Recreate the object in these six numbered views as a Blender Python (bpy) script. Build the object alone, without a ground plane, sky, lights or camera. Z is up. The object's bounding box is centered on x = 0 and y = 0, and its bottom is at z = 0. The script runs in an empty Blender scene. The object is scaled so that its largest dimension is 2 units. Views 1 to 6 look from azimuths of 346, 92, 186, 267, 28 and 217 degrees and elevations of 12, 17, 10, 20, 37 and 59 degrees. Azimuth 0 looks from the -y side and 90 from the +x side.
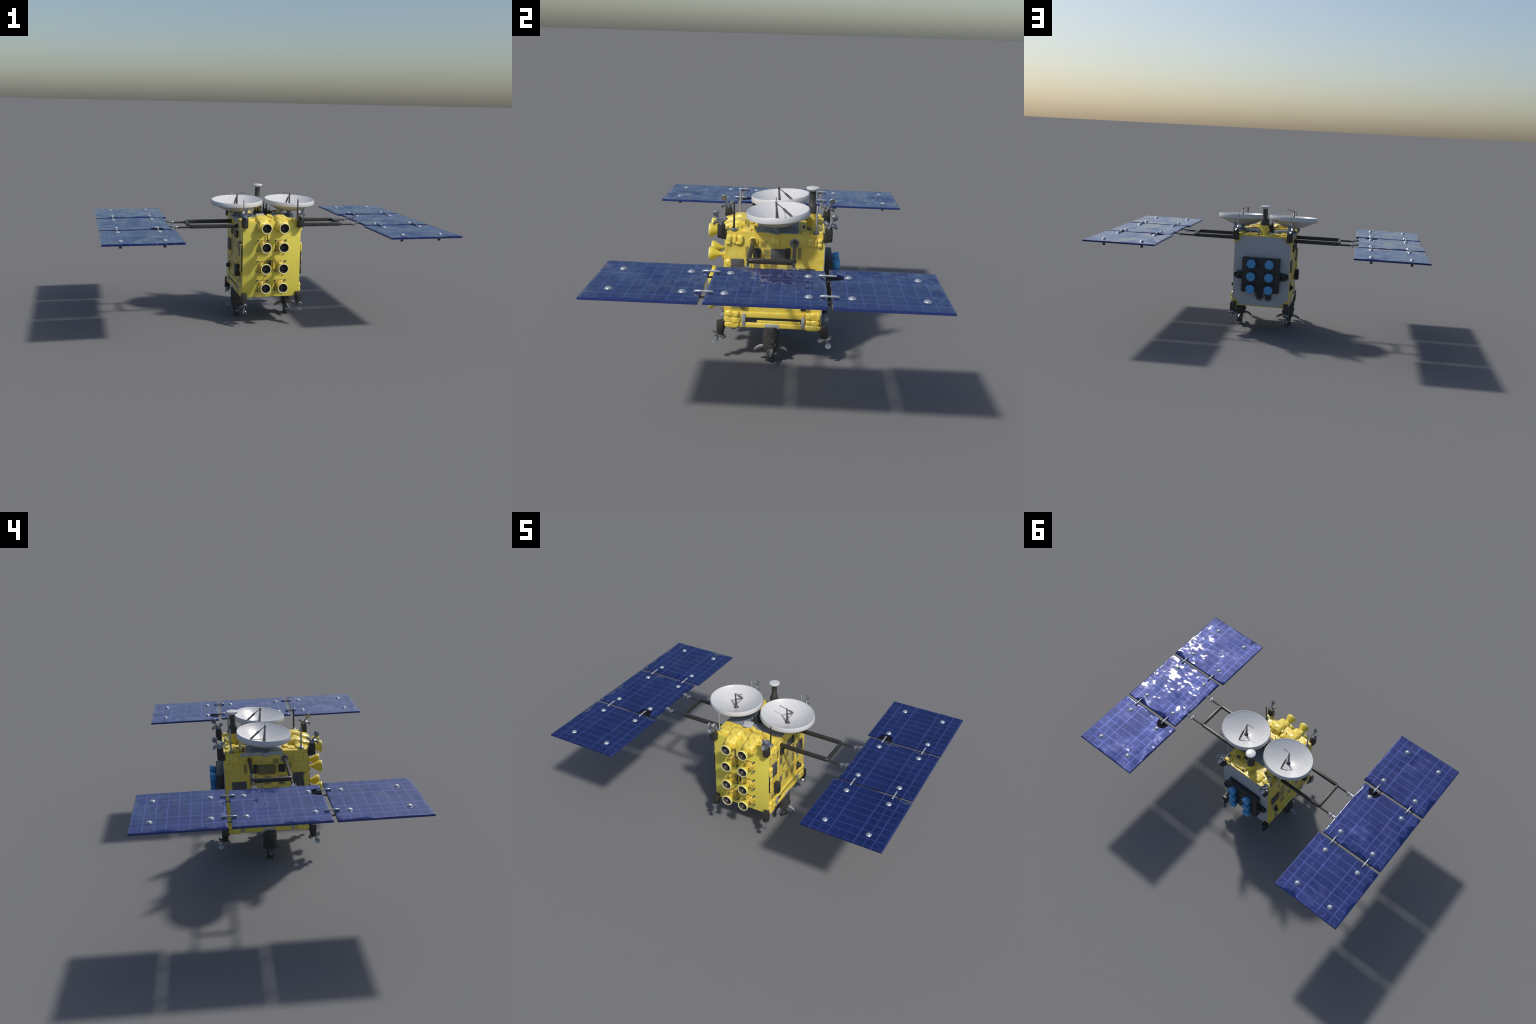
"""Foil-wrapped asteroid probe: box bus, twin dish antennas, two folding solar wings,
eight gold nozzles and a six-thruster ion engine, built part by part.  Metres, z up, symmetric about x = 0."""
import bpy, bmesh, math, random
from mathutils import Vector, Matrix, noise

random.seed(7)
PI = math.pi

# ------------------------------------------------------------------ materials
def new_mat(name):
    m = bpy.data.materials.new(name)
    m.use_nodes = True
    nt = m.node_tree
    return m, nt, nt.nodes["Principled BSDF"]

class G:
    """tiny node-graph helper"""
    def __init__(self, nt):
        self.nt = nt
    def n(self, kind, **props):
        nd = self.nt.nodes.new(kind)
        for k, v in props.items():
            setattr(nd, k, v)
        return nd
    def put(self, sock, val):
        if isinstance(val, bpy.types.NodeSocket):
            self.nt.links.new(val, sock)
        else:
            sock.default_value = val
    def math(self, op, a, b=0.0, c=None, clamp=False):
        nd = self.n("ShaderNodeMath", operation=op, use_clamp=clamp)
        self.put(nd.inputs[0], a)
        self.put(nd.inputs[1], b)
        if c is not None:
            self.put(nd.inputs[2], c)
        return nd.outputs[0]
    def obj(self):
        return self.n("ShaderNodeTexCoord").outputs["Object"]
    def noise(self, vec, scale, detail=2.0, rough=0.5):
        nd = self.n("ShaderNodeTexNoise")
        self.put(nd.inputs["Vector"], vec)
        nd.inputs["Scale"].default_value = scale
        nd.inputs["Detail"].default_value = detail
        nd.inputs["Roughness"].default_value = rough
        return nd
    def mix(self, fac, a, b):
        nd = self.n("ShaderNodeMix", data_type="RGBA")
        self.put(nd.inputs[0], fac)
        self.put(nd.inputs[6], a)
        self.put(nd.inputs[7], b)
        return nd.outputs[2]
    def ramp(self, fac, lo, hi):
        nd = self.n("ShaderNodeMapRange")
        self.put(nd.inputs[0], fac)
        nd.inputs[1].default_value = lo
        nd.inputs[2].default_value = hi
        nd.clamp = True
        return nd.outputs[0]
    def bump(self, height, strength, dist):
        nd = self.n("ShaderNodeBump")
        self.put(nd.inputs["Height"], height)
        nd.inputs["Strength"].default_value = strength
        nd.inputs["Distance"].default_value = dist
        return nd.outputs[0]

def C(r, g, b):
    return (r, g, b, 1.0)

def simple(name, col, rough=0.5, metal=0.0, var=0.15, scale=40.0, bump=0.0, col2=None, spec=0.5, coat=0.0):
    m, nt, p = new_mat(name)
    g = G(nt)
    vec = g.obj()
    nz = g.noise(vec, scale, 3.0)
    dark = col2 if col2 else tuple(c * (1 - var) for c in col)
    base = g.mix(g.ramp(nz.outputs[0], 0.35, 0.65), C(*dark), C(*col))
    g.put(p.inputs["Base Color"], base)
    p.inputs["Roughness"].default_value = rough
    p.inputs["Metallic"].default_value = metal
    p.inputs["Specular IOR Level"].default_value = spec
    p.inputs["Coat Weight"].default_value = coat
    if bump > 0:
        nb = g.noise(vec, scale * 3.0, 4.0)
        g.put(p.inputs["Normal"], g.bump(nb.outputs[0], bump, 0.002))
    return m

YEL = (0.725, 0.635, 0.098)
M_PANEL = simple("gold_sheet", YEL, 0.42, 0.0, 0.04, 14, 0.0, spec=0.4)
M_FOIL = None
def foil(name, col, crease, scale, rough=0.30, lines=0.0):
    m, nt, p = new_mat(name)
    g = G(nt)
    vec = g.obj()
    nz = g.noise(vec, 30, 4.0)
    warm = (col[0], col[1] * 0.86, col[2] * 0.6)
    g.put(p.inputs["Base Color"], g.mix(g.ramp(nz.outputs[0], 0.35, 0.68), C(*warm), C(*col)))
    vo = g.n("ShaderNodeTexVoronoi", feature="F1")
    wob = g.noise(vec, 25, 2.0)
    add = g.n("ShaderNodeVectorMath", operation="MULTIPLY_ADD")
    g.put(add.inputs[0], wob.outputs["Color"])
    add.inputs[1].default_value = (0.03, 0.03, 0.03)
    g.put(add.inputs[2], vec)
    g.put(vo.inputs["Vector"], add.outputs[0])
    vo.inputs["Scale"].default_value = scale
    if lines > 0:
        ve = g.n("ShaderNodeTexVoronoi", feature="DISTANCE_TO_EDGE")
        g.put(ve.inputs["Vector"], add.outputs[0])
        ve.inputs["Scale"].default_value = scale * 0.62
        gate = g.ramp(g.noise(vec, 55, 1.0).outputs[0], 0.50, 0.60)
        lm = g.math("MULTIPLY", g.math("SUBTRACT", 1.0, g.ramp(ve.outputs["Distance"], 0.010, 0.060), clamp=True), gate)
        old = p.inputs["Base Color"].links[0].from_socket
        g.put(p.inputs["Base Color"], g.mix(g.math("MULTIPLY", lm, lines), old, C(0.13, 0.095, 0.02)))
    g.put(p.inputs["Normal"], g.bump(vo.outputs["Distance"], crease, 0.006))
    p.inputs["Roughness"].default_value = rough
    p.inputs["Specular IOR Level"].default_value = 0.6
    return m
M_FOIL = foil("gold_foil", (0.78, 0.665, 0.125), 0.30, 45, 0.28, 0.55)
M_MOUNT = foil("tarnished_foil", (0.62, 0.49, 0.085), 0.45, 90, 0.32, 0.9)
M_SIDE = foil("gold_blanket", (0.745, 0.625, 0.11), 0.10, 22, 0.4)
def blanket(name, rects):
    """side-wall blanket with blurred shading painted into its colour as soft rectangles: (y0, y1, z0, z1, softness, tone)"""
    m = foil(name, (0.745, 0.625, 0.11), 0.16, 26, 0.38)
    g = G(m.node_tree)
    p = m.node_tree.nodes["Principled BSDF"]
    sep = g.n("ShaderNodeSeparateXYZ")
    g.put(sep.inputs[0], g.obj())
    col = p.inputs["Base Color"].links[0].from_socket
    side = g.ramp(g.math("ABSOLUTE", sep.outputs[0]), 0.1735, 0.1745)
    mott = g.ramp(g.noise(g.obj(), 16, 3.0, 0.6).outputs[0], 0.54, 0.70)
    col = g.mix(g.math("MULTIPLY", mott, 0.45), col, C(0.50, 0.43, 0.12))
    for y0, y1, z0, z1, soft, tone in rects:
        dy = g.math("SUBTRACT", g.math("ABSOLUTE", g.math("SUBTRACT", sep.outputs[1], (y0 + y1) / 2)), abs(y1 - y0) / 2)
        dz = g.math("SUBTRACT", g.math("ABSOLUTE", g.math("SUBTRACT", sep.outputs[2], (z0 + z1) / 2)), abs(z1 - z0) / 2)
        mk = g.math("SUBTRACT", 1.0, g.ramp(g.math("MAXIMUM", dy, dz), -soft, soft), clamp=True)
        c = {"olive": C(0.20, 0.17, 0.06), "patch": C(0.10, 0.098, 0.095), "pale": C(0.42, 0.37, 0.17)}[tone]
        col = g.mix(g.math("MULTIPLY", g.math("MULTIPLY", mk, side), 0.9), col, c)
    g.put(p.inputs["Base Color"], col)
    return m
M_HORN = simple("gold_horn", (0.74, 0.61, 0.085), 0.35, 0.0, 0.10, 30, spec=0.5)
M_LIP = simple("pale_gold_lip", (0.80, 0.76, 0.36), 0.4, 0.0, 0.06, 40)
M_CAVITY = simple("dark_chamber", (0.085, 0.078, 0.070), 0.30, 0.3, 0.3, 40, spec=0.6)
M_GREY = simple("grey_radiator", (0.41, 0.43, 0.465), 0.5, 0.0, 0.04, 8)
M_DECK = simple("grey_deck", (0.23, 0.27, 0.31), 0.45, 0.0, 0.25, 18, 0.05)
M_WHITE = simple("white_paint", (0.605, 0.605, 0.605), 0.34, 0.0, 0.08, 14, spec=0.6)
M_BLACK = simple("black_box", (0.028, 0.029, 0.031), 0.5, 0.0, 0.25, 30, 0.05)
M_CARBON = simple("carbon_strut", (0.036, 0.034, 0.031), 0.42, 0.0, 0.35, 60, 0.1)
M_PATCH = simple("charcoal_patch", (0.085, 0.085, 0.092), 0.55, 0.0, 0.22, 25, 0.04)
M_OLIVE = simple("bronze_patch", (0.20, 0.175, 0.075), 0.55, 0.0, 0.22, 25)
M_BLUE = simple("blue_thruster", (0.075, 0.33, 0.66), 0.45, 0.0, 0.12, 40)
M_STEEL = simple("bare_metal", (0.34, 0.355, 0.385), 0.28, 0.6, 0.45, 70, 0.08)
M_KNOB = simple("polished_knob", (0.38, 0.42, 0.48), 0.26, 0.35, 0.15, 60)
M_SILVER = simple("silver_tape", (0.42, 0.43, 0.44), 0.35, 0.3, 0.2, 40, 0.05)
M_GUN = simple("gun_metal", (0.16, 0.17, 0.17), 0.30, 0.6, 0.5, 70, 0.08)
M_MATTE = simple("matte_black", (0.012, 0.012, 0.018), 0.9, 0.0, 0.2, 40, spec=0.05)
M_FEED = simple("feed_metal", (0.13, 0.128, 0.125), 0.38, 0.2, 0.6, 50, 0.05)
M_TOWER = simple("dark_mast", (0.055, 0.053, 0.050), 0.5, 0.0, 0.3, 50, 0.05)

# ---- solar cells: fine lighter grid on dark blue glass, every line in metres
def solar(name, y_off, pitch, y_mid, half):
    m, nt, p = new_mat(name)
    g = G(nt)
    vec = g.obj()
    wob = g.noise(vec, 9.0, 2.0)
    shift = g.n("ShaderNodeVectorMath", operation="MULTIPLY_ADD")
    cen = g.n("ShaderNodeVectorMath", operation="SUBTRACT")
    g.put(cen.inputs[0], wob.outputs["Color"])
    cen.inputs[1].default_value = (0.5, 0.5, 0.5)
    g.put(shift.inputs[0], cen.outputs[0])
    shift.inputs[1].default_value = (0.008, 0.006, 0.0)
    g.put(shift.inputs[2], vec)
    sep = g.n("ShaderNodeSeparateXYZ")
    g.put(sep.inputs[0], shift.outputs[0])
    ax = g.math("ABSOLUTE", sep.outputs[0])
    ay = g.math("ABSOLUTE", sep.outputs[1])
    def line(coord, at, w):
        d = g.math("ABSOLUTE", g.math("SUBTRACT", coord, at))
        return g.math("SUBTRACT", 1.0, g.ramp(d, w * 0.35, w), clamp=True)
    fade = g.ramp(g.noise(vec, 13.0, 1.0).outputs[0], 0.42, 0.60)
    fade2 = g.ramp(g.noise(vec, 7.0, 1.0).outputs[0], 0.30, 0.55)
    bold = None
    for at, w in ((0.624, 0.0052), (0.718, 0.0056), (0.856, 0.0052), (0.945, 0.0050)):
        l = line(ax, at, w)
        bold = l if bold is None else g.math("MAXIMUM", bold, l)
    faint = None
    for at, w in ((0.670, 0.0045), (0.764, 0.0040), (0.810, 0.0040), (0.904, 0.0045)):
        l = line(ax, at, w)
        if 0.74 < at < 0.83:
            l = g.math("MULTIPLY", l, g.math("MULTIPLY", fade, 0.45))
        else:
            l = g.math("MULTIPLY", l, g.math("MULTIPLY_ADD", fade2, 0.4, 0.35))
        faint = l if faint is None else g.math("MAXIMUM", faint, l)
    t = g.math("DIVIDE", g.math("SUBTRACT", ay, y_off - 10 * pitch), pitch)
    fr = g.math("FRACT", g.math("ADD", t, 0.5))
    d = g.math("MULTIPLY", g.math("ABSOLUTE", g.math("SUBTRACT", fr, 0.5)), pitch)
    across = g.math("SUBTRACT", 1.0, g.ramp(d, 0.0014, 0.0042), clamp=True)
    # distance to this panel's own edges
    ex = g.math("SUBTRACT", 0.2135, g.math("ABSOLUTE", g.math("SUBTRACT", ax, 0.7855)))
    ey = g.math("SUBTRACT", half, g.math("ABSOLUTE", g.math("SUBTRACT", ay, y_mid)))
    inside = g.ramp(g.math("MINIMUM", ex, ey), 0.004, 0.02)
    across = g.math("MULTIPLY", across, g.math("MULTIPLY_ADD", inside, 0.45, 0.40))
    # creases running from the last crossing into each corner
    diag = g.math("SUBTRACT", 1.0, g.ramp(g.math("ABSOLUTE", g.math("SUBTRACT", ex, ey)), 0.001, 0.005), clamp=True)
    near = g.math("SUBTRACT", 1.0, g.ramp(g.math("MAXIMUM", ex, ey), 0.036, 0.05), clamp=True)
    far = g.ramp(g.math("MINIMUM", ex, ey), 0.006, 0.014)
    diag = g.math("MULTIPLY", g.math("MULTIPLY", diag, near), g.math("MULTIPLY", far, 0.7))
    rim = g.math("MULTIPLY", g.math("SUBTRACT", 1.0, g.ramp(ex, 0.001, 0.010), clamp=True), 0.55)
    mask = g.math("MAXIMUM", g.math("MAXIMUM", bold, faint), g.math("MAXIMUM", across, g.math("MAXIMUM", diag, rim)))
    tone = g.noise(vec, 5.0, 3.0)
    cell = g.mix(g.ramp(tone.outputs[0], 0.35, 0.65), C(0.009, 0.019, 0.102), C(0.013, 0.026, 0.130))
    sepn = g.n("ShaderNodeTexVoronoi", feature="F1")
    base = g.mix(mask, cell, C(0.042, 0.064, 0.232))
    g.put(p.inputs["Base Color"], base)
    patch = g.ramp(g.noise(vec, 11.0, 3.0, 0.6).outputs[0], 0.50, 0.58)
    g.put(p.inputs["Roughness"], g.math("MULTIPLY_ADD", patch, -0.04, 0.46))
    p.inputs["Metallic"].default_value = 0.32
    p.inputs["Specular IOR Level"].default_value = 0.06
    p.inputs["Coat Weight"].default_value = 0.78
    p.inputs["Coat Roughness"].default_value = 0.045
    p.inputs["Coat IOR"].default_value = 1.5
    crink = g.noise(vec, 48.0, 3.0)
    str_ = g.n("ShaderNodeMapping")
    g.put(str_.inputs[0], vec)
    str_.inputs["Scale"].default_value = (20.0, 75.0, 1.0)
    sn = g.noise(str_.outputs[0], 1.0, 2.0)
    h = g.math("ADD", g.math("MULTIPLY", sn.outputs[0], 0.35), g.math("MULTIPLY", mask, 0.25))
    g.put(p.inputs["Normal"], g.bump(h, 0.30, 0.0016))
    nt.nodes.remove(sepn)
    return m
M_CELL_OUT = solar("solar_cells", 0.287, 0.0500, 0.437, 0.207)
M_CELL_MID = solar("solar_cells_centre", 0.0, 0.0515, 0.0, 0.212)

# ------------------------------------------------------------------ geometry helpers
root = bpy.data.objects.new("space_probe", None)
bpy.context.scene.collection.objects.link(root)
root["label"] = "yellow foil box space probe with twin white dishes and blue solar wings"
root["category"] = "space probe"

def link(o, parent=None):
    bpy.context.scene.collection.objects.link(o)
    o.parent = parent if parent else root
    return o

def mesh_of(name, bm, mat, smooth=True, angle=40):
    me = bpy.data.meshes.new(name)
    bmesh.ops.recalc_face_normals(bm, faces=bm.faces)
    bm.to_mesh(me)
    bm.free()
    mats = mat if isinstance(mat, (list, tuple)) else [mat]
    for x in mats:
        me.materials.append(x)
    if smooth:
        me.polygons.foreach_set("use_smooth", [True] * len(me.polygons))
        me.set_sharp_from_angle(angle=math.radians(angle))
    return me

def part(name, bm, mat, parent=None, smooth=True, angle=40, kind=None):
    o = bpy.data.objects.new(name, mesh_of(name, bm, mat, smooth, angle))
    if kind:
        o["kind"] = kind
    return link(o, parent)

def inst(name, me, loc=(0, 0, 0), rot=(0, 0, 0), scl=(1, 1, 1), parent=None):
    o = bpy.data.objects.new(name, me)
    o.location, o.rotation_euler, o.scale = loc, rot, scl
    return link(o, parent)

def add_box(bm, x0, x1, y0, y1, z0, z1, bev=0.0, seg=2, mat=0):
    before = set(bm.faces)
    r = bmesh.ops.create_cube(bm, size=1.0)
    M = Matrix.Translation(((x0 + x1) / 2, (y0 + y1) / 2, (z0 + z1) / 2)) @ Matrix.Diagonal((abs(x1 - x0), abs(y1 - y0), abs(z1 - z0), 1))
    bmesh.ops.transform(bm, matrix=M, verts=r["verts"])
    if bev > 0:
        es = list({e for v in r["verts"] for e in v.link_edges})
        bmesh.ops.bevel(bm, geom=es, offset=bev, segments=seg, profile=0.5, affect="EDGES", clamp_overlap=True)
    for f in bm.faces:
        if f not in before:
            f.material_index = mat
    return bm

def add_rev(bm, prof, M=None, seg=32, mat=0, sy=1.0):
    """revolve (r, h) points about local z; r == 0 closes with a pole"""
    M = M or Matrix.Identity(4)
    rings = []
    for r, h in prof:
        if r < 1e-6:
            rings.append([bm.verts.new(M @ Vector((0, 0, h)))])
        else:
            rings.append([bm.verts.new(M @ Vector((r * math.cos(2 * PI * i / seg), sy * r * math.sin(2 * PI * i / seg), h))) for i in range(seg)])
    for a, b in zip(rings, rings[1:]):
        for i in range(seg):
            j = (i + 1) % seg
            if len(a) == 1 and len(b) == 1:
                continue
            if len(a) == 1:
                f = bm.faces.new((a[0], b[i], b[j]))
            elif len(b) == 1:
                f = bm.faces.new((a[i], a[j], b[0]))
            else:
                f = bm.faces.new((a[i], a[j], b[j], b[i]))
            f.material_index = mat
    return rings

def axis_m(p, d):
    """matrix putting local z along d at p"""
    q = Vector(d).normalized().to_track_quat("Z", "Y")
    return Matrix.Translation(p) @ q.to_matrix().to_4x4()

def add_rod(bm, a, b, r0, r1=None, seg=12, mat=0):
    a, b = Vector(a), Vector(b)
    r1 = r0 if r1 is None else r1
    L = (b - a).length
    add_rev(bm, [(0, 0), (r0, 0), (r1, L), (0, L)], axis_m(a, b - a), seg, mat)

def add_tube(bm, pts, r, seg=8, mat=0):
    """swept round wire through points"""
    pts = [Vector(p) for p in pts]
    rad = r if isinstance(r, (list, tuple)) else [r] * len(pts)
    rings = []
    for i, p in enumerate(pts):
        t = (pts[min(i + 1, len(pts) - 1)] - pts[max(i - 1, 0)]).normalized()
        q = t.to_track_quat("Z", "Y").to_matrix()
        rings.append([bm.verts.new(p + q @ Vector((rad[i] * math.cos(2 * PI * k / seg), rad[i] * math.sin(2 * PI * k / seg), 0))) for k in range(seg)])
    for a, b in zip(rings, rings[1:]):
        for k in range(seg):
            j = (k + 1) % seg
            bm.faces.new((a[k], a[j], b[j], b[k])).material_index = mat
    for ring in (rings[0], rings[-1]):
        bm.faces.new(ring).material_index = mat

def rumple(verts, amp, freq, seed=0.0, keep=None):
    """push vertices about with cellular creases plus noise, like crushed foil"""
    for v in verts:
        c = v.co * freq + Vector((seed, seed * 1.7, -seed))
        d = noise.voronoi(c)[0]
        k = (d[1] - d[0]) - 0.35
        n = noise.noise_vector(c * 0.6)
        w = keep(v.co) if keep else 1.0
        v.co += (n * 0.7 + Vector((k, k, k)) * 0.0 + v.normal * k * 1.2) * amp * w

def add_lump(bm, c, size, amp=0.15, freq=60, seed=0.0, sub=3, squash=0.6, mat=0):
    """crumpled pillow: a cube-sphere with superellipse rounding"""
    r = bmesh.ops.create_icosphere(bm, subdivisions=sub, radius=1.0)
    vs = r["verts"]
    e = squash
    for v in vs:
        p = v.co
        v.co = Vector([math.copysign(abs(q) ** e, q) * s for q, s in zip(p, size)])
    bm.normal_update()
    m = min(size)
    for v in vs:
        v.co += Vector(c)
    rumple(vs, amp * m, freq, seed)
    for v in vs:
        for f in v.link_faces:
            f.material_index = mat

# ------------------------------------------------------------------ bus body
BX, BY0, BY1, BZ0, BZ1 = 0.1765, -0.2195, 0.2225, 0.1700, 0.6240
bm = bmesh.new()
add_box(bm, -BX, BX, BY0, BY1, BZ0, BZ1)
bmesh.ops.subdivide_edges(bm, edges=bm.edges[:], cuts=40, use_grid_fill=True)
bm.normal_update()
def side_weight(co):
    dx = BX - abs(co.x)
    top = BZ1 - co.z
    w = 0.0
    if dx < 0.012:
        w = 1.0
    if top < 0.012:
        w = 1.6
    if co.y < BY0 + 0.004 or co.y > BY1 - 0.004:
        w *= 0.25
    return w
rumple(bm.verts, 0.0020, 24, 3.0, side_weight)
soft_both = [(-0.092, -0.059, 0.436, 0.487, 0.005, "patch"), (0.057, 0.094, 0.362, 0.432, 0.006, "olive"), (-0.018, 0.019, 0.286, 0.345, 0.006, "olive"),
             (0.056, 0.092, 0.282, 0.340, 0.006, "olive"), (-0.090, -0.060, 0.305, 0.352, 0.006, "patch"), (-0.055, -0.028, 0.365, 0.425, 0.006, "olive"),
             (-0.018, 0.017, 0.440, 0.489, 0.005, "olive"), (0.058, 0.093, 0.441, 0.490, 0.005, "olive"), (-0.048, -0.017, 0.508, 0.546, 0.004, "olive"),
             (-0.128, -0.113, 0.508, 0.557, 0.004, "olive"), (0.104, 0.121, 0.508, 0.560, 0.004, "olive"), (-0.060, -0.034, 0.555, 0.582, 0.006, "olive"),
             (-0.190, -0.125, 0.255, 0.285, 0.008, "olive"), (0.020, 0.050, 0.355, 0.470, 0.010, "pale"), (-0.030, 0.010, 0.20, 0.245, 0.010, "pale")]
M_WALL = blanket("wall_blanket", soft_both)
bus = part("bus_body", bm, M_WALL, angle=35)

# smooth sheet covering the nozzle face
bm = bmesh.new()
add_box(bm, -BX + 0.001, BX - 0.001, BY0 - 0.0035, BY0 + 0.001, BZ0 + 0.001, BZ1 - 0.004, 0.0012)
part("front_sheet", bm, M_PANEL, bus)

# rear radiator: grey plate with bitten corners
def plate_outline(hx, z0, z1, r, n=8):
    pts = []
    for sx, cz, a0 in ((1, z0, 90), (1, z1, 180), (-1, z1, 270), (-1, z0, 0)):
        cx = sx * hx
        for i in range(n + 1):
            if (sx, cz) == (1, z0): a = 180 - 90 * i / n
            elif (sx, cz) == (1, z1): a = 270 - 90 * i / n
            elif (sx, cz) == (-1, z1): a = 360 - 90 * i / n
            else: a = 90 - 90 * i / n
            a = math.radians(a)
            pts.append((cx + r * math.cos(a), cz + r * math.sin(a)))
    return pts
bm = bmesh.new()
out = plate_outline(0.1755, 0.176, 0.6145, 0.040)
f = bm.faces.new([bm.verts.new((x, BY1, z)) for x, z in out])
ext = bmesh.ops.extrude_face_region(bm, geom=[f])
bmesh.ops.translate(bm, vec=(0, 0.0032, 0), verts=[v for v in ext["geom"] if isinstance(v, bmesh.types.BMVert)])
part("rear_radiator", bm, M_GREY, bus, angle=30)

# ------------------------------------------------------------------ ion engine block on the rear face
bm = bmesh.new()
add_box(bm, -0.1175, 0.1175, 0.2245, 0.2655, 0.2690, 0.4860, 0.003)
engine = part("ion_engine_block", bm, M_BLACK)
bm = bmesh.new()
add_rev(bm, [(0, 0), (0.017, 0), (0.0205, 0.004), (0.0255, 0.018), (0.0278, 0.032), (0.0280, 0.0355), (0.0265, 0.0370), (0.0262, 0.0362), (0.012, 0.0350), (0, 0.0350)], axis_m((0, 0, 0), (0, 1, 0)), 40)
me = mesh_of("ion_thruster", bm, M_BLUE, angle=50)
for z in (0.453, 0.3725, 0.2935):
    for x in (-0.056, 0.056):
        inst("ion_thruster", me, (x, 0.264, z), parent=engine)
# clamps left and right of the block
bm = bmesh.new()
for s in (1, -1):
    add_tube(bm, [(s * 0.115, 0.236, 0.392), (s * 0.150, 0.240, 0.388), (s * 0.168, 0.236, 0.383)], 0.0065, 10)
    add_tube(bm, [(s * 0.115, 0.240, 0.352), (s * 0.140, 0.244, 0.355), (s * 0.160, 0.242, 0.360), (s * 0.168, 0.236, 0.374)], 0.0075, 10)
    add_box(bm, s * 0.116 - 0.006, s * 0.116 + 0.006, 0.228, 0.248, 0.343, 0.396, 0.003)
    add_box(bm, s * 0.118, s * 0.146, 0.226, 0.237, 0.350, 0.392, 0.003)
    add_box(bm, s * 0.160 - 0.008, s * 0.160 + 0.009, 0.225, 0.232, 0.366, 0.390, 0.002)
part("engine_clamp", bm, M_BLACK, engine)
bm = bmesh.new()
for cx, cz in ((0.004, 0.240), (-0.052, 0.237)):
    add_box(bm, cx - 0.018, cx + 0.018, 0.226, 0.240, cz - 0.010, cz + 0.024, 0.003)
    for dx in (-0.012, 0.0, 0.012):
        add_rod(bm, (cx + dx, 0.238, cz + 0.01), (cx + dx * 1.2, 0.240, cz - 0.026 + abs(dx) * 0.6), 0.0048, 0.004, 8)
    add_tube(bm, [(cx + 0.016, 0.236, cz + 0.018), (cx + 0.026, 0.242, cz + 0.012), (cx + 0.029, 0.240, cz - 0.002)], 0.003)
part("cable_connector", bm, M_BLACK, engine, kind="stuff")

# ------------------------------------------------------------------ front nozzles
bm = bmesh.new()
horn = [(0.0090, -0.004), (0.0072, 0.004), (0.0070, 0.010), (0.0085, 0.016), (0.0125, 0.024), (0.0180, 0.034), (0.0240, 0.043), (0.0292, 0.052), (0.0312, 0.059), (0.0320, 0.0640), (0.0316, 0.0670)]
AX = axis_m((0, 0, 0), (0, -1, 0))
add_rev(bm, horn, AX, 40, 0)
add_rev(bm, [(0.0316, 0.0670), (0.0308, 0.0690), (0.0294, 0.0699), (0.0272, 0.0697), (0.0260, 0.0684)], AX, 40, 1)
add_rev(bm, [(0.0260, 0.0684), (0.0245, 0.059), (0.0200, 0.049), (0.0140, 0.0405), (0.0070, 0.0370), (0, 0.0360)], AX, 40, 2)
bmesh.ops.remove_doubles(bm, verts=bm.verts[:], dist=1e-5)
nozzle_me = mesh_of("thruster_nozzle", bm, [M_HORN, M_LIP, M_CAVITY], angle=60)

def engine_base(seed, clips=True):
    bm = bmesh.new()
    rings = add_rev(bm, [(0.0310, 0.0), (0.0310, 0.004), (0.0275, 0.006), (0.0265, 0.013), (0.0245, 0.018), (0.0185, 0.0215), (0.011, 0.0235), (0.0, 0.024)], axis_m((0, 0, 0), (0, -1, 0)), 30, 0)
    bmesh.ops.subdivide_edges(bm, edges=bm.edges[:], cuts=1, use_grid_fill=True)
    bm.normal_update()
    rumple([v for v in bm.verts if v.co.y < -0.004], 0.0052, 75, seed)
    if not clips:
        return mesh_of("engine_mount", bm, [M_MOUNT, M_TOWER, M_KNOB], angle=45)
    # corner clips and the bent-wire frame round the flange
    for sx in (-1, 1):
        for sz in (-1, 1):
            add_box(bm, sx * 0.031 - 0.0042, sx * 0.031 + 0.0042, -0.016, 0.0, sz * 0.031 - 0.0042, sz * 0.031 + 0.0042, 0.0012, 1, 1)
            add_box(bm, sx * 0.031 - 0.0030, sx * 0.031 + 0.0030, -0.0185, -0.015, sz * 0.031 - 0.0030, sz * 0.031 + 0.0030, 0.0008, 1, 2)
    for sz in (-1, 1):
        add_tube(bm, [(-0.031, -0.010, sz * 0.031), (-0.018, -0.012, sz * 0.0335), (0, -0.012, sz * 0.0345), (0.018, -0.012, sz * 0.0335), (0.031, -0.010, sz * 0.031)], 0.0013, 6, 1)
    add_tube(bm, [(0.031, -0.011, 0.031), (0.034, -0.012, 0.012), (0.034, -0.012, -0.012), (0.031, -0.011, -0.031)], 0.0016, 6, 1)
    return mesh_of("engine_mount", bm, [M_MOUNT, M_TOWER, M_KNOB], angle=45)
bases = [engine_base(s) for s in (1.3, 4.1, 7.7)]
plain_base = engine_base(5.5, False)
k = 0
for row, z in enumerate((0.595, 0.4815, 0.3565, 0.2405)):
    for sx in (-1, 1):
        mt = inst("engine_mount", plain_base if row == 0 else bases[k % 3], (sx * 0.054, BY0 - 0.003, z), (0, (k % 2) * PI, 0))
        nz = inst("thruster_nozzle", nozzle_me, (sx * 0.0525, -0.2370, z))
        k += 1
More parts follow.
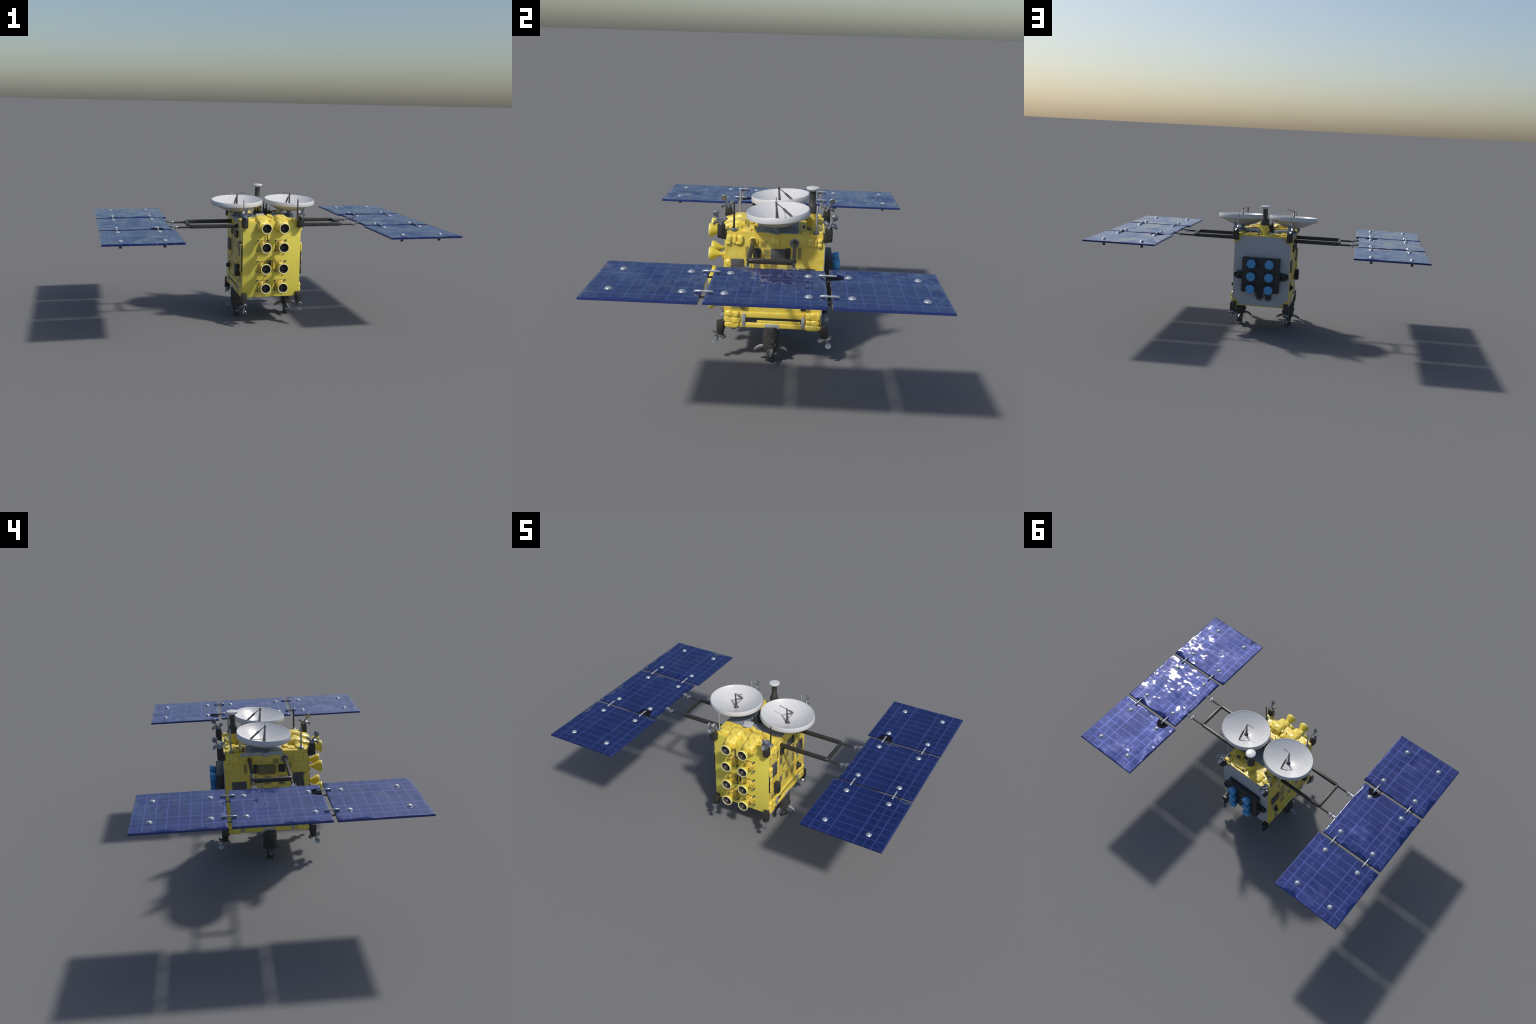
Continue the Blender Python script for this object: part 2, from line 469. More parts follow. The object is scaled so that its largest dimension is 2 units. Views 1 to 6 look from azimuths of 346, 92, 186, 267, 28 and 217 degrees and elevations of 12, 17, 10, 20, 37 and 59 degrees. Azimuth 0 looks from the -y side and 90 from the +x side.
# foil hoods over the two upper engines, reaching back over the deck edge
def hood(seed):
    bm = bmesh.new()
    # (y, top, half width, half height)
    hump = [(-0.259, 0.612, 0.022, 0.012), (-0.253, 0.622, 0.031, 0.022), (-0.238, 0.632, 0.035, 0.034), (-0.216, 0.640, 0.036, 0.034),
            (-0.200, 0.645, 0.033, 0.024), (-0.186, 0.653, 0.035, 0.026), (-0.160, 0.655, 0.036, 0.026), (-0.140, 0.649, 0.035, 0.020), (-0.127, 0.632, 0.030, 0.010)]
    prof = [(y, top - hz, hx, hz) for y, top, hx, hz in hump]
    n = 22
    rings = []
    for y, zc, hx, hz in prof:
        ring = []
        for i in range(n):
            a = 2 * PI * i / n
            c, s = math.cos(a), math.sin(a)
            e = 0.62
            ring.append(bm.verts.new((math.copysign(abs(c) ** e, c) * hx, y, zc + math.copysign(abs(s) ** e, s) * hz)))
        rings.append(ring)
    for a, b in zip(rings, rings[1:]):
        for i in range(n):
            bm.faces.new((a[i], a[(i + 1) % n], b[(i + 1) % n], b[i]))
    bm.faces.new(rings[0]); bm.faces.new(rings[-1])
    bmesh.ops.subdivide_edges(bm, edges=bm.edges[:], cuts=2, use_grid_fill=True)
    bm.normal_update()
    rumple(bm.verts, 0.0046, 36, seed)
    add_lump(bm, (-0.040, -0.165, 0.630), (0.010, 0.014, 0.012), 0.2, 70, seed)
    add_lump(bm, (0.041, -0.180, 0.630), (0.011, 0.013, 0.013), 0.2, 70, seed + 2)
    return mesh_of("engine_hood", bm, M_FOIL, angle=38)
inst("engine_hood", hood(2.0), (-0.057, 0, 0))
inst("engine_hood", hood(9.0), (0.058, 0, 0))
# sensor between the third-row engines, pipe between the left upper pair
bm = bmesh.new()
add_box(bm, -0.022, -0.010, -0.240, -0.221, 0.345, 0.405, 0.002, 1, 1)
add_box(bm, 0.004, 0.019, -0.238, -0.221, 0.342, 0.400, 0.002, 1, 0)
add_box(bm, -0.010, 0.004, -0.231, -0.221, 0.348, 0.398, 0.001, 1, 1)
add_box(bm, -0.024, 0.021, -0.242, -0.222, 0.396, 0.407, 0.002, 1, 0)
add_rod(bm, (-0.004, -0.246, 0.350), (-0.004, -0.246, 0.394), 0.0028, None, 8, 0)
part("star_sensor", bm, [M_FOIL, M_BLACK])
bm = bmesh.new()
add_rod(bm, (-0.031, -0.232, 0.565), (-0.031, -0.232, 0.512), 0.0026)
add_rod(bm, (-0.0345, -0.228, 0.300), (-0.0345, -0.240, 0.300), 0.003)
add_tube(bm, [(-0.030, -0.226, 0.452), (-0.028, -0.234, 0.440), (-0.029, -0.226, 0.430)], 0.0022)
part("feed_pipe", bm, M_TOWER)

# ------------------------------------------------------------------ side faces
# coloured plates: (y0, y1, z0, z1, height, material)
common = [
    (0.110, 0.186, 0.391, 0.465, 0.0050, "patch"),
    (-0.196, -0.136, 0.412, 0.499, 0.0050, "patch"),
    (-0.162, -0.130, 0.288, 0.358, 0.0270, "black"),
    (0.050, 0.072, 0.508, 0.557, 0.0070, "black"),
    (-0.095, -0.060, 0.509, 0.551, 0.0090, "black"),
]
right_only = [(-0.016, 0.050, 0.508, 0.552, 0.0040, "patch"), (-0.016, 0.022, 0.566, 0.603, 0.0040, "foil"), (-0.225, -0.200, 0.440, 0.490, 0.0080, "foil"),
              (0.128, 0.142, 0.355, 0.388, 0.0025, "silver")]
left_only = [(-0.042, 0.047, 0.499, 0.552, 0.0030, "olive"), (0.145, 0.180, 0.330, 0.350, 0.0012, "silver")]
mats = {"patch": M_PATCH, "black": M_BLACK, "olive": M_OLIVE, "foil": M_FOIL, "silver": M_SILVER}
for s, extra in ((1, right_only), (-1, left_only)):
    for y0, y1, z0, z1, h, mk in common + extra:
        bm = bmesh.new()
        hh = h + 0.0022
        add_box(bm, s * (BX - 0.002), s * (BX + hh), y0, y1, z0, z1, min(0.004, hh * 0.45))
        part("equipment_plate", bm, mats[mk], bus)
    # black ball sensor on a stub
    bm = bmesh.new()
    add_rev(bm, [(0.0145, -0.004), (0.0145, 0.010), (0.0135, 0.016), (0.0100, 0.0205), (0.005, 0.0225), (0, 0.023)], axis_m((s * BX, 0.147, 0.291), (s, 0, 0)), 24)
    add_box(bm, s * BX, s * (BX + 0.004), 0.128, 0.150, 0.262, 0.320, 0.0015)
    part("ball_sensor", bm, M_BLACK, bus)
    # hinge sockets where the wing struts enter
    for y in (-0.093, 0.088):
        bm = bmesh.new()
        add_rev(bm, [(0.0215, -0.003), (0.0215, 0.003), (0.0190, 0.0050), (0.0165, 0.0030), (0.0, 0.0022)], axis_m((s * BX, y, 0.581), (s, 0, 0)), 32)
        part("hinge_socket", bm, M_SILVER if (s > 0) == (y > 0) else M_SIDE, bus)
    # crumpled upper corner pillows
    bm = bmesh.new()
    flat = 1.0 if s > 0 else 0.55
    for i, (y, z, sy, sz) in enumerate(((-0.203, 0.590, 0.013, 0.019), (-0.178, 0.588, 0.011, 0.021), (-0.152, 0.588, 0.015, 0.020), (-0.205, 0.572, 0.012, 0.008), (-0.160, 0.572, 0.016, 0.008),
                                      (0.163, 0.586, 0.018, 0.021), (0.184, 0.586, 0.006, 0.020), (0.201, 0.597, 0.011, 0.010), (0.201, 0.577, 0.011, 0.010))):
        add_lump(bm, (s * BX, y, z), (0.011 * flat, sy, sz), 0.22, 60, i * 1.9 + s)
    # lower corner pillows
    for i, (y, z, sy, sz) in enumerate(((-0.198, 0.236, 0.022, 0.016), (-0.170, 0.232, 0.018, 0.016), (-0.200, 0.208, 0.020, 0.016), (-0.168, 0.204, 0.022, 0.016), (-0.185, 0.181, 0.036, 0.015),
                                      (0.168, 0.238, 0.016, 0.018), (0.198, 0.236, 0.026, 0.020), (0.168, 0.206, 0.014, 0.014), (0.195, 0.203, 0.022, 0.016), (0.186, 0.181, 0.040, 0.016))):
        add_lump(bm, (s * (BX - 0.001), y, z), (0.0125 * flat, sy, sz), 0.22, 55, i * 2.3 - s)
    # seam ridges and small foil tucks
    for i, (y, z, sy, sz) in enumerate(((-0.204, 0.475, 0.016, 0.020), (-0.205, 0.440, 0.014, 0.022), (-0.204, 0.400, 0.016, 0.026), (-0.203, 0.362, 0.015, 0.022), (-0.205, 0.338, 0.012, 0.016),
                                      (-0.030, 0.392, 0.016, 0.006), (-0.040, 0.380, 0.012, 0.004), (-0.108, 0.470, 0.008, 0.030), (-0.108, 0.375, 0.007, 0.034), (0.108, 0.365, 0.006, 0.03))):
        add_lump(bm, (s * BX, y, z), (0.0125 if i < 5 else 0.004, sy, sz), 0.22, 50, i * 3.1 + s)
    part("foil_pillow", bm, M_FOIL, bus, angle=38, kind="stuff")
    # dark edge slot beside the pillows, seen from the nozzle side
    bm = bmesh.new()
    add_box(bm, s * (BX - 0.004), s * (BX + 0.0075), -0.2205, -0.2190, 0.326, 0.486, 0.0007, 1)
    part("edge_slot", bm, M_BLACK, bus)
    # lower sill: ridge, slot, roll, silver tabs
    bm = bmesh.new()
    add_box(bm, s * (BX - 0.003), s * (BX + 0.006), -0.146, 0.146, 0.220, 0.247, 0.003, 2, 0)
    add_box(bm, s * (BX - 0.003), s * (BX + 0.0015), -0.120, 0.134, 0.196, 0.222, 0.0005, 1, 1)
    add_box(bm, s * (BX - 0.003), s * (BX + 0.0075), -0.146, 0.146, 0.171, 0.196, 0.006, 3, 0)
    add_box(bm, s * (BX - 0.002), s * (BX + 0.0055), -0.070, 0.130, 0.194, 0.208, 0.003, 2, 0)
    add_box(bm, s * (BX - 0.002), s * (BX + 0.0095), -0.140, -0.122, 0.178, 0.240, 0.002, 2, 2)
    add_box(bm, s * (BX - 0.002), s * (BX + 0.0095), 0.133, 0.149, 0.178, 0.232, 0.002, 2, 2)
    add_box(bm, s * (BX - 0.002), s * (BX + 0.0090), -0.034, 0.034, 0.168, 0.193, 0.004, 2, 2)
    part("side_sill", bm, [M_SIDE, M_BLACK, M_SILVER], bus)
# white strip along the top of the left face
bm = bmesh.new()
add_box(bm, -(BX + 0.0030), -(BX - 0.002), -0.086, 0.136, 0.604, 0.6225, 0.001)
add_box(bm, -(BX + 0.0090), -(BX - 0.002), -0.011, 0.020, 0.597, 0.6230, 0.003)
part("white_strip", bm, M_GREY, bus)
# feet bumps under the front edge
bm = bmesh.new()
for x in (-0.096, -0.034, 0.028, 0.09):
    add_rev(bm, [(0.009, 0.004), (0.009, -0.003), (0.007, -0.007), (0, -0.0085)], Matrix.Translation((x, -0.195, BZ0)), 16)
add_box(bm, -0.12, 0.12, 0.10, 0.19, BZ0 - 0.003, BZ0 + 0.002, 0.001)
part("underside_stud", bm, M_BLACK, bus)
bm = bmesh.new()
add_tube(bm, [(0.150, 0.062, 0.172), (0.151, 0.063, 0.150), (0.150, 0.062, 0.125)], 0.0012, 6)
part("hanging_wire", bm, M_TOWER, bus)

# ------------------------------------------------------------------ top deck
bm = bmesh.new()
add_box(bm, -BX + 0.001, BX - 0.001, -0.082, 0.104, BZ1 - 0.002, BZ1 + 0.0030, 0.001)
deck = part("deck_plate", bm, M_DECK, bus)
bm = bmesh.new()
add_box(bm, -0.028, 0.028, -0.022, 0.022, 0, 0.002, 0.0006)
inst("cover_plate", mesh_of("cover_plate", bm, M_GREY), (-0.036, -0.078, 0.640), (math.radians(18), 0, math.radians(12)), parent=deck)
# foil tucks and boxes on the deck
bm = bmesh.new()
R = random.Random(21)
for i, (x, y, z, sx, sy, sz) in enumerate((
        (0.008, -0.100, 0.638, 0.015, 0.013, 0.012), (0.022, -0.112, 0.634, 0.012, 0.010, 0.010), (0.118, -0.172, 0.627, 0.030, 0.026, 0.010), (-0.125, -0.178, 0.627, 0.034, 0.024, 0.010),
        (0.128, -0.128, 0.624, 0.030, 0.024, 0.007), (-0.130, -0.132, 0.624, 0.030, 0.022, 0.006), (0.0, -0.165, 0.625, 0.018, 0.040, 0.009), (0.005, -0.090, 0.626, 0.050, 0.010, 0.007),
        (0.095, -0.100, 0.627, 0.030, 0.012, 0.007), (-0.095, -0.102, 0.627, 0.034, 0.012, 0.006), (0.125, 0.135, 0.625, 0.040, 0.022, 0.007), (0.065, 0.185, 0.625, 0.050, 0.026, 0.010),
        (-0.070, 0.185, 0.626, 0.034, 0.030, 0.009), (-0.130, 0.165, 0.627, 0.030, 0.034, 0.012), (-0.120, 0.125, 0.628, 0.030, 0.014, 0.012), (0.150, 0.195, 0.626, 0.020, 0.022, 0.008), (-0.158, 0.195, 0.628, 0.016, 0.020, 0.011))):
    add_lump(bm, (x, y, z), (sx, sy, sz), 0.30, 40, i * 1.7)
part("deck_foil", bm, M_FOIL, bus, angle=36, kind="stuff")
bm = bmesh.new()
for x, y, w, d, a, h in ((0.112, 0.150, 0.024, 0.014, 10, 0.008), (0.070, 0.128, 0.034, 0.010, 0, 0.006), (-0.128, 0.148, 0.022, 0.013, 20, 0.010), (-0.108, 0.170, 0.016, 0.010, -30, 0.009),
                         (-0.140, 0.180, 0.014, 0.010, 15, 0.009), (-0.095, 0.135, 0.030, 0.007, -8, 0.008), (0.030, 0.205, 0.012, 0.008, 40, 0.007), (-0.152, 0.120, 0.012, 0.009, 0, 0.012)):
    b2 = bmesh.new()
    add_box(b2, -w / 2, w / 2, -d / 2, d / 2, 0, h + 0.004, 0.001, 1)
    bmesh.ops.transform(b2, matrix=Matrix.Translation((x, y, BZ1 + 0.001)) @ Matrix.Rotation(math.radians(a), 4, "Z"), verts=b2.verts[:])
    tmp = bpy.data.meshes.new("t"); b2.to_mesh(tmp); b2.free(); bm.from_mesh(tmp); bpy.data.meshes.remove(tmp)
part("deck_box", bm, M_PATCH, bus, kind="stuff")
# slim antennas standing between the dishes
bm = bmesh.new()
for x, y, h, r in ((-0.002, -0.010, 0.714, 0.009), (0.0165, -0.004, 0.712, 0.010), (-0.026, -0.030, 0.690, 0.008), (0.039, 0.004, 0.678, 0.006), (-0.014, -0.034, 0.684, 0.005), (-0.028, 0.030, 0.676, 0.010), (-0.038, 0.062, 0.672, 0.009)):
    add_rev(bm, [(0, 0.622), (r, 0.622), (r, 0.622 + (h - 0.622) * 0.45), (r * 0.45, 0.622 + (h - 0.622) * 0.62), (r * 0.30, h - 0.004), (0, h)], Matrix.Translation((x, y, 0)), 12)
part("deck_antenna", bm, M_BLACK, deck, kind="stuff")
# mast with mushroom cap
bm = bmesh.new()
TM = Matrix.Translation((0.0, 0.163, 0))
add_rev(bm, [(0, 0.618), (0.024, 0.618), (0.0235, 0.640), (0.0255, 0.655), (0.0240, 0.676), (0.0235, 0.684), (0, 0.684)], TM, 28)
for a in (0, 75, 180, 255):
    d = Vector((math.cos(math.radians(a)), math.sin(math.radians(a)), 0))
    add_rev(bm, [(0.0075, 0), (0.004, 0.008), (0, 0.0105)], axis_m(Vector((0, 0.163, 0.655)) + d * 0.0235, d), 10)
for v in bm.verts:
    v.co.z = max(v.co.z, 0.618)
mast = part("mast", bm, M_FOIL)
bm = bmesh.new()
add_rev(bm, [(0, 0.683), (0.0245, 0.683), (0.0245, 0.697), (0.0205, 0.716), (0.0180, 0.724), (0.0155, 0.728), (0.0150, 0.780), (0.018, 0.786), (0, 0.786)], TM, 28)
for a in (-60, 20, 80, 170, 260):
    d = Vector((math.cos(math.radians(a)), math.sin(math.radians(a)), 0))
    add_rev(bm, [(0.0050, 0), (0.0050, 0.005), (0.003, 0.006), (0, 0.006)], axis_m(Vector((0, 0.163, 0.692)) + d * 0.0235, d), 10)
part("mast_tube", bm, M_TOWER, mast)
bm = bmesh.new()
add_rev(bm, [(0, 0.784), (0.016, 0.784), (0.024, 0.787), (0.0300, 0.7935), (0.0308, 0.798), (0.0290, 0.8015), (0.020, 0.8040), (0, 0.8050)], TM, 36)
part("mast_cap", bm, M_WHITE, mast)

# four whip antennas
bm = bmesh.new()
add_rev(bm, [(0, -0.005), (0.014, -0.005), (0.0145, 0.0), (0.010, 0.004), (0.0055, 0.006), (0, 0.006)], None, 20, 1)
add_rev(bm, [(0, 0.004), (0.0047, 0.004), (0.0042, 0.060), (0.0036, 0.112), (0.0018, 0.121), (0, 0.1225)], None, 12, 0)
me = mesh_of("whip_antenna", bm, [M_CARBON, M_STEEL], angle=40)
pale = me.copy()
pale.materials[0] = M_SILVER
for sx in (-1, 1):
    for y in (-0.183, 0.183):
        inst("whip_antenna", me if y < 0 and sx > 0 else pale, (sx * 0.164, y, 0.6315))

# ------------------------------------------------------------------ dish antennas
def dish_profile():
    inner = [(0.0, 0.0)]
    for i in range(1, 15):
        r = 0.1490 * i / 14
        inner.append((r, 0.0605 * (r / 0.1490) ** 1.75))
    lip = [(0.1505, 0.0622), (0.1525, 0.0624), (0.1540, 0.0605), (0.1578, 0.0385), (0.1572, 0.0366), (0.1555, 0.0358)]
    under = []
    for r, h in ((0.1510, 0.0345), (0.1370, 0.0292), (0.1220, 0.0222), (0.0950, 0.0088), (0.0750, 0.0000), (0.0500, -0.0068), (0.0200, -0.0122), (0.0, -0.0130)):
        under.append((r, h))
    return inner, lip, under
inner, lip, under = dish_profile()
bm = bmesh.new()
add_rev(bm, inner + lip + under, None, 72, 0, 0.905)
dish_me = mesh_of("dish_reflector", bm, M_WHITE, angle=50)
for s in (-1, 1):
    M = Matrix.Translation((s * 0.1640, 0.0150, 0.6665)) @ Matrix.Rotation(math.radians(s * 1.0), 4, "Y") @ Matrix.Rotation(math.radians(4.2), 4, "X")
    dish = inst("dish_antenna", dish_me)
    dish.matrix_world = M
    bm = bmesh.new()
    cx = s * 0.165
    add_rev(bm, [(0.016, 0.0), (0.013, 0.002), (0.009, 0.005), (0.0068, 0.03), (0.0042, 0.072), (0.0048, 0.094), (0.0036, 0.097), (0, 0.098)], axis_m((s * 0.1665, 0.010, 0.667), (-s * 0.01, -0.09, 1)), 14)
    add_tube(bm, [(cx, 0.001, 0.756), (cx, 0.018, 0.746), (cx, 0.034, 0.733)], 0.0022, 8)
    add_tube(bm, [(cx, 0.030, 0.736), (cx, 0.036, 0.731), (cx, 0.068, 0.703), (cx, 0.080, 0.692)], [0.002, 0.0056, 0.0056, 0.0045], 12)
    add_tube(bm, [(cx, 0.010, 0.690), (cx, 0.045, 0.690), (cx, 0.078, 0.692)], 0.0014, 6)
    add_tube(bm, [(cx, 0, 0.763), (s * 0.150, 0, 0.765), (s * 0.132, 0, 0.770), (s * 0.125, 0, 0.7735), (s * 0.1215, 0, 0.7705), (s * 0.1215, 0, 0.7645), (s * 0.1245, 0, 0.7615)], 0.0017, 8)
    part("dish_feed", bm, M_FEED)
    bm = bmesh.new()
    add_rev(bm, [(0, 0.622), (0.026, 0.622), (0.024, 0.6265), (0.016, 0.630), (0.0105, 0.634), (0.0095, 0.642), (0.013, 0.650), (0.020, 0.657), (0, 0.658)], Matrix.Translation((s * 0.164, 0.004, 0)), 28)
    for a in range(3):
        ang = math.radians(30 + a * 120)
        add_rod(bm, (s * 0.164 + 0.034 * math.cos(ang), 0.004 + 0.030 * math.sin(ang), 0.625), (s * 0.164, 0.004, 0.646), 0.0045, 0.004, 10)
    part("dish_pedestal", bm, M_DECK)

# ------------------------------------------------------------------ attitude thrusters at the eight corners
def corner_unit():
    """built for the +x, -y, upper corner round its mount; y grows outward, z upward"""
    bm = bmesh.new()
    # dark mount: short square tube, chamfered foot
    sec = [(0.593, 0.0150, 0.0165), (0.600, 0.0185, 0.0175), (0.640, 0.0185, 0.0175), (0.652, 0.0165, 0.0160), (0.657, 0.010, 0.012)]
    rings = []
    for z, hx, hy in sec:
        ring = []
        for i in range(16):
            a = 2 * PI * i / 16 + PI / 16
            c, s = math.cos(a), math.sin(a)
            ring.append(bm.verts.new((math.copysign(abs(c) ** 0.5, c) * hx, math.copysign(abs(s) ** 0.5, s) * hy, z)))
        rings.append(ring)
    for a, b in zip(rings, rings[1:]):
        for i in range(16):
            bm.faces.new((a[i], a[(i + 1) % 16], b[(i + 1) % 16], b[i]))
    bm.faces.new(rings[0]); bm.faces.new(rings[-1])
    add_box(bm, -0.019, 0.012, -0.024, 0.0, 0.588, 0.628, 0.004, 2, 0)
    return mesh_of("thruster_mount", bm, M_CARBON, angle=40)

def scoop(bm, base, tip, width, bend, thick=0.0022, mat=0, n=9, cupping=0.35):
    """ladle-shaped fin: a spoon swept from base to tip"""
    base, tip = Vector(base), Vector(tip)
    ax = tip - base
    L = ax.length
    ax.normalize()
    up = Vector((0, 0, 1))
    side = ax.cross(up).normalized()
    nrm = side.cross(ax).normalized()
    top, bot = [], []
    for i in range(n):
        t = i / (n - 1)
        w = width * (0.42 + 0.58 * math.sin(PI * min(1.0, 0.15 + 0.80 * t))) * (1.0 if t < 0.82 else math.sqrt(max(0.05, 1 - ((t - 0.82) / 0.18) ** 2)))
        c = base + ax * (L * t) + nrm * (bend * math.sin(PI * t))
        rt, rb = [], []
        for k in range(-2, 3):
            u = k / 2
            cup = cupping * w * u * u
            rt.append(bm.verts.new(c + side * (u * w) + nrm * (cup + thick)))
            rb.append(bm.verts.new(c + side * (u * w) + nrm * (cup - thick)))
        top.append(rt); bot.append(rb)
    for i in range(n - 1):
        for k in range(4):
            bm.faces.new((top[i][k], top[i][k + 1], top[i + 1][k + 1], top[i + 1][k])).material_index = mat
            bm.faces.new((bot[i][k], bot[i + 1][k], bot[i + 1][k + 1], bot[i][k + 1])).material_index = mat
        bm.faces.new((top[i][0], top[i + 1][0], bot[i + 1][0], bot[i][0])).material_index = mat
        bm.faces.new((top[i][4], bot[i][4], bot[i + 1][4], top[i + 1][4])).material_index = mat
    for j in (0, -1):
        for k in range(4):
            bm.faces.new((top[j][k], bot[j][k], bot[j][k + 1], top[j][k + 1])).material_index = mat

def corner_head():
    bm = bmesh.new()
    # flared collar with four fins, leaning neck, forked cup
    add_rev(bm, [(0, 0.648), (0.0150, 0.648), (0.0135, 0.655), (0.0090, 0.664), (0.0050, 0.672), (0, 0.674)], None, 18)
    scoop(bm, (0, 0.004, 0.664), (0, 0.036, 0.650), 0.0165, 0.003, 0.0038, 0, 9, 0.5)
    scoop(bm, (0, -0.002, 0.662), (0, -0.026, 0.682), 0.0165, -0.002, 0.0042, 0, 9, 0.5)
    scoop(bm, (0.004, 0, 0.660), (0.024, 0.004, 0.667), 0.0085, 0.002)
    scoop(bm, (-0.004, 0, 0.660), (-0.022, 0.004, 0.667), 0.0085, 0.002)
    add_tube(bm, [(0, 0.004, 0.668), (0, 0.011, 0.679), (0, 0.017, 0.687), (0, 0.021, 0.692)], [0.0065, 0.0045, 0.0040, 0.0060], 12)
    # forked tip: two round paddles splayed apart
    for sx in (-1, 1):
        c = Vector((sx * 0.0065, 0.0245, 0.7010))
        add_rev(bm, [(0, -0.0030), (0.0115, -0.0026), (0.0140, 0.0), (0.0128, 0.0026), (0.0060, 0.0034), (0, 0.0036)], axis_m(c, (sx, 0.0, -0.36)), 20)
        add_tube(bm, [(0, 0.0195, 0.6890), (sx * 0.003, 0.0215, 0.6935), (sx * 0.0055, 0.0235, 0.6985)], [0.0055, 0.0050, 0.0040], 10)
    return mesh_of("thruster_head", bm, M_STEEL, angle=50)
mount_me, head_me = corner_unit(), corner_head()
for sx in (-1, 1):
    for sy in (-1, 1):
        for up in (1, -1):
            o = inst("attitude_thruster", mount_me, (sx * 0.1685, sy * 0.2385, 0.0 if up > 0 else 0.7865), (0, 0, 0), (sx, sy, up))
            h = inst("thruster_head", head_me, (0, 0, 0.0 if up > 0 else -0.008), parent=o)

# ------------------------------------------------------------------ landing legs / sample horns
def leg():
    bm = bmesh.new()
    add_rev(bm, [(0, 0.178), (0.0370, 0.178), (0.0370, 0.150), (0.0362, 0.128), (0.0352, 0.100), (0.0342, 0.076), (0.0335, 0.068), (0.0300, 0.065), (0, 0.065)], None, 32)
    bm.normal_update()
    # wrapped bands
    for z in (0.086, 0.104, 0.122, 0.140):
        add_rev(bm, [(0.0335, z - 0.0035), (0.0362 + (z - 0.09) * 0.03, z - 0.002), (0.0364 + (z - 0.09) * 0.03, z + 0.002), (0.0335, z + 0.0035)], None, 32)
    for a, z in ((20, 0.112), (35, 0.094), (150, 0.120), (200, 0.098), (280, 0.115)):
        d = Vector((math.cos(math.radians(a)), math.sin(math.radians(a)), 0))
        add_box(bm, d.x * 0.035 - 0.006, d.x * 0.035 + 0.006, d.y * 0.035 - 0.006, d.y * 0.035 + 0.006, z - 0.010, z + 0.010, 0.002)
    return mesh_of("leg_barrel", bm, M_TOWER, angle=40)
def leg_foot():
    bm = bmesh.new()
    add_rev(bm, [(0, 0.074), (0.0250, 0.074), (0.0255, 0.062), (0.0225, 0.058), (0.0212, 0.044), (0.0200, 0.034), (0.0215, 0.031), (0.0215, 0.027), (0.0185, 0.024), (0.0172, 0.012), (0, 0.012)], None, 28, 3)
    add_rev(bm, [(0.0150, 0.014), (0.0155, 0.010), (0.0140, 0.006), (0.008, 0.005), (0, 0.005)], None, 24, 1)
    for a in (30, 150, 270):
        d = Vector((math.cos(math.radians(a)), math.sin(math.radians(a)), 0))
        add_tube(bm, [d * 0.0130 + Vector((0, 0, 0.016)), d * 0.0165 + Vector((0, 0, 0.010)), d * 0.0190 + Vector((0, 0, 0.004)), d * 0.0195 + Vector((0, 0, 0.0005))], [0.0060, 0.0055, 0.0045, 0.0030], 10, 1)
    for a in (0, 90, 180, 270):
        d = Vector((math.cos(math.radians(a)), math.sin(math.radians(a)), 0))
        scoop(bm, d * 0.024 + Vector((0, 0, 0.071)), d * 0.077 + Vector((0, 0, 0.052)), 0.0135, 0.002, 0.0024, 2, 11, 0.6)
    for v in bm.verts:
        v.co.z = max(v.co.z, 0.0)
    return mesh_of("leg_foot", bm, [M_TOWER, M_BLACK, M_STEEL, M_GUN], angle=45)
lm, fm = leg(), leg_foot()
for s in (-1, 1):
    o = inst("landing_leg", lm, (s * 0.161, -0.004, 0), (0, 0, 0 if s > 0 else PI))
    inst("leg_foot", fm, (0, 0, 0), parent=o)

# ------------------------------------------------------------------ solar wings
def lerp(a, b, t):
    return a + (b - a) * t

def panel(s, x0, x1, y0, y1, mat, bite=None, seed=0.0):
    """one foil-faced cell panel, gently dimpled, rolled edges; bite = (x, side, half width, depth)"""
    nx, ny = 74, 72
    zt, zb = 0.5910, 0.5808
    bm = bmesh.new()
    def span(x):
        lo, hi = y0, y1
        if bite:
            bx, sd, hw, dep = bite
            u = abs(x - bx) / hw
            if u < 1:
                d = dep * math.sqrt(1 - u * u) ** 1.2
                if sd < 0: lo += d
                else: hi -= d
        return lo, hi
    def relief(x, y, d):
        edge = math.exp(-(d / 0.05) ** 2)
        n1 = noise.noise(Vector((x * 17 + seed, y * 17, seed)))
        n2 = noise.noise(Vector((x * 45, y * 45 + seed, 3 + seed)))
        z = (n1 * 0.0008) * (0.2 + edge) + n2 * 0.00015
        roll = max(0.0, 1 - d / 0.010)
        return z - 0.0016 * roll ** 2.2
    T, B = [], []
    for i in range(nx + 1):
        ti = i / nx
        ti = lerp(ti, 0.5 - 0.5 * math.cos(PI * ti), 0.35)
        x = lerp(x0, x1, ti)
        lo, hi = span(x)
        rt, rb = [], []
        for j in range(ny + 1):
            tj = j / ny
            tj = lerp(tj, 0.5 - 0.5 * math.cos(PI * tj), 0.35)
            y = lerp(lo, hi, tj)
            d = min(x - x0, x1 - x, y - lo, hi - y)
            rt.append(bm.verts.new((s * x, y, zt + relief(s * x, y, d))))
            rb.append(bm.verts.new((s * x, y, zb)))
        T.append(rt); B.append(rb)
    for i in range(nx):
        for j in range(ny):
            bm.faces.new((T[i][j], T[i + 1][j], T[i + 1][j + 1], T[i][j + 1]))
            bm.faces.new((B[i][j], B[i][j + 1], B[i + 1][j + 1], B[i + 1][j])).material_index = 1
    for i in range(nx):
        bm.faces.new((T[i][0], B[i][0], B[i + 1][0], T[i + 1][0]))
        bm.faces.new((T[i][ny], T[i + 1][ny], B[i + 1][ny], B[i][ny]))
    for j in range(ny):
        bm.faces.new((T[0][j], T[0][j + 1], B[0][j + 1], B[0][j]))
        bm.faces.new((T[nx][j], B[nx][j], B[nx][j + 1], T[nx][j + 1]))
    return bm

WAVE = 0.070

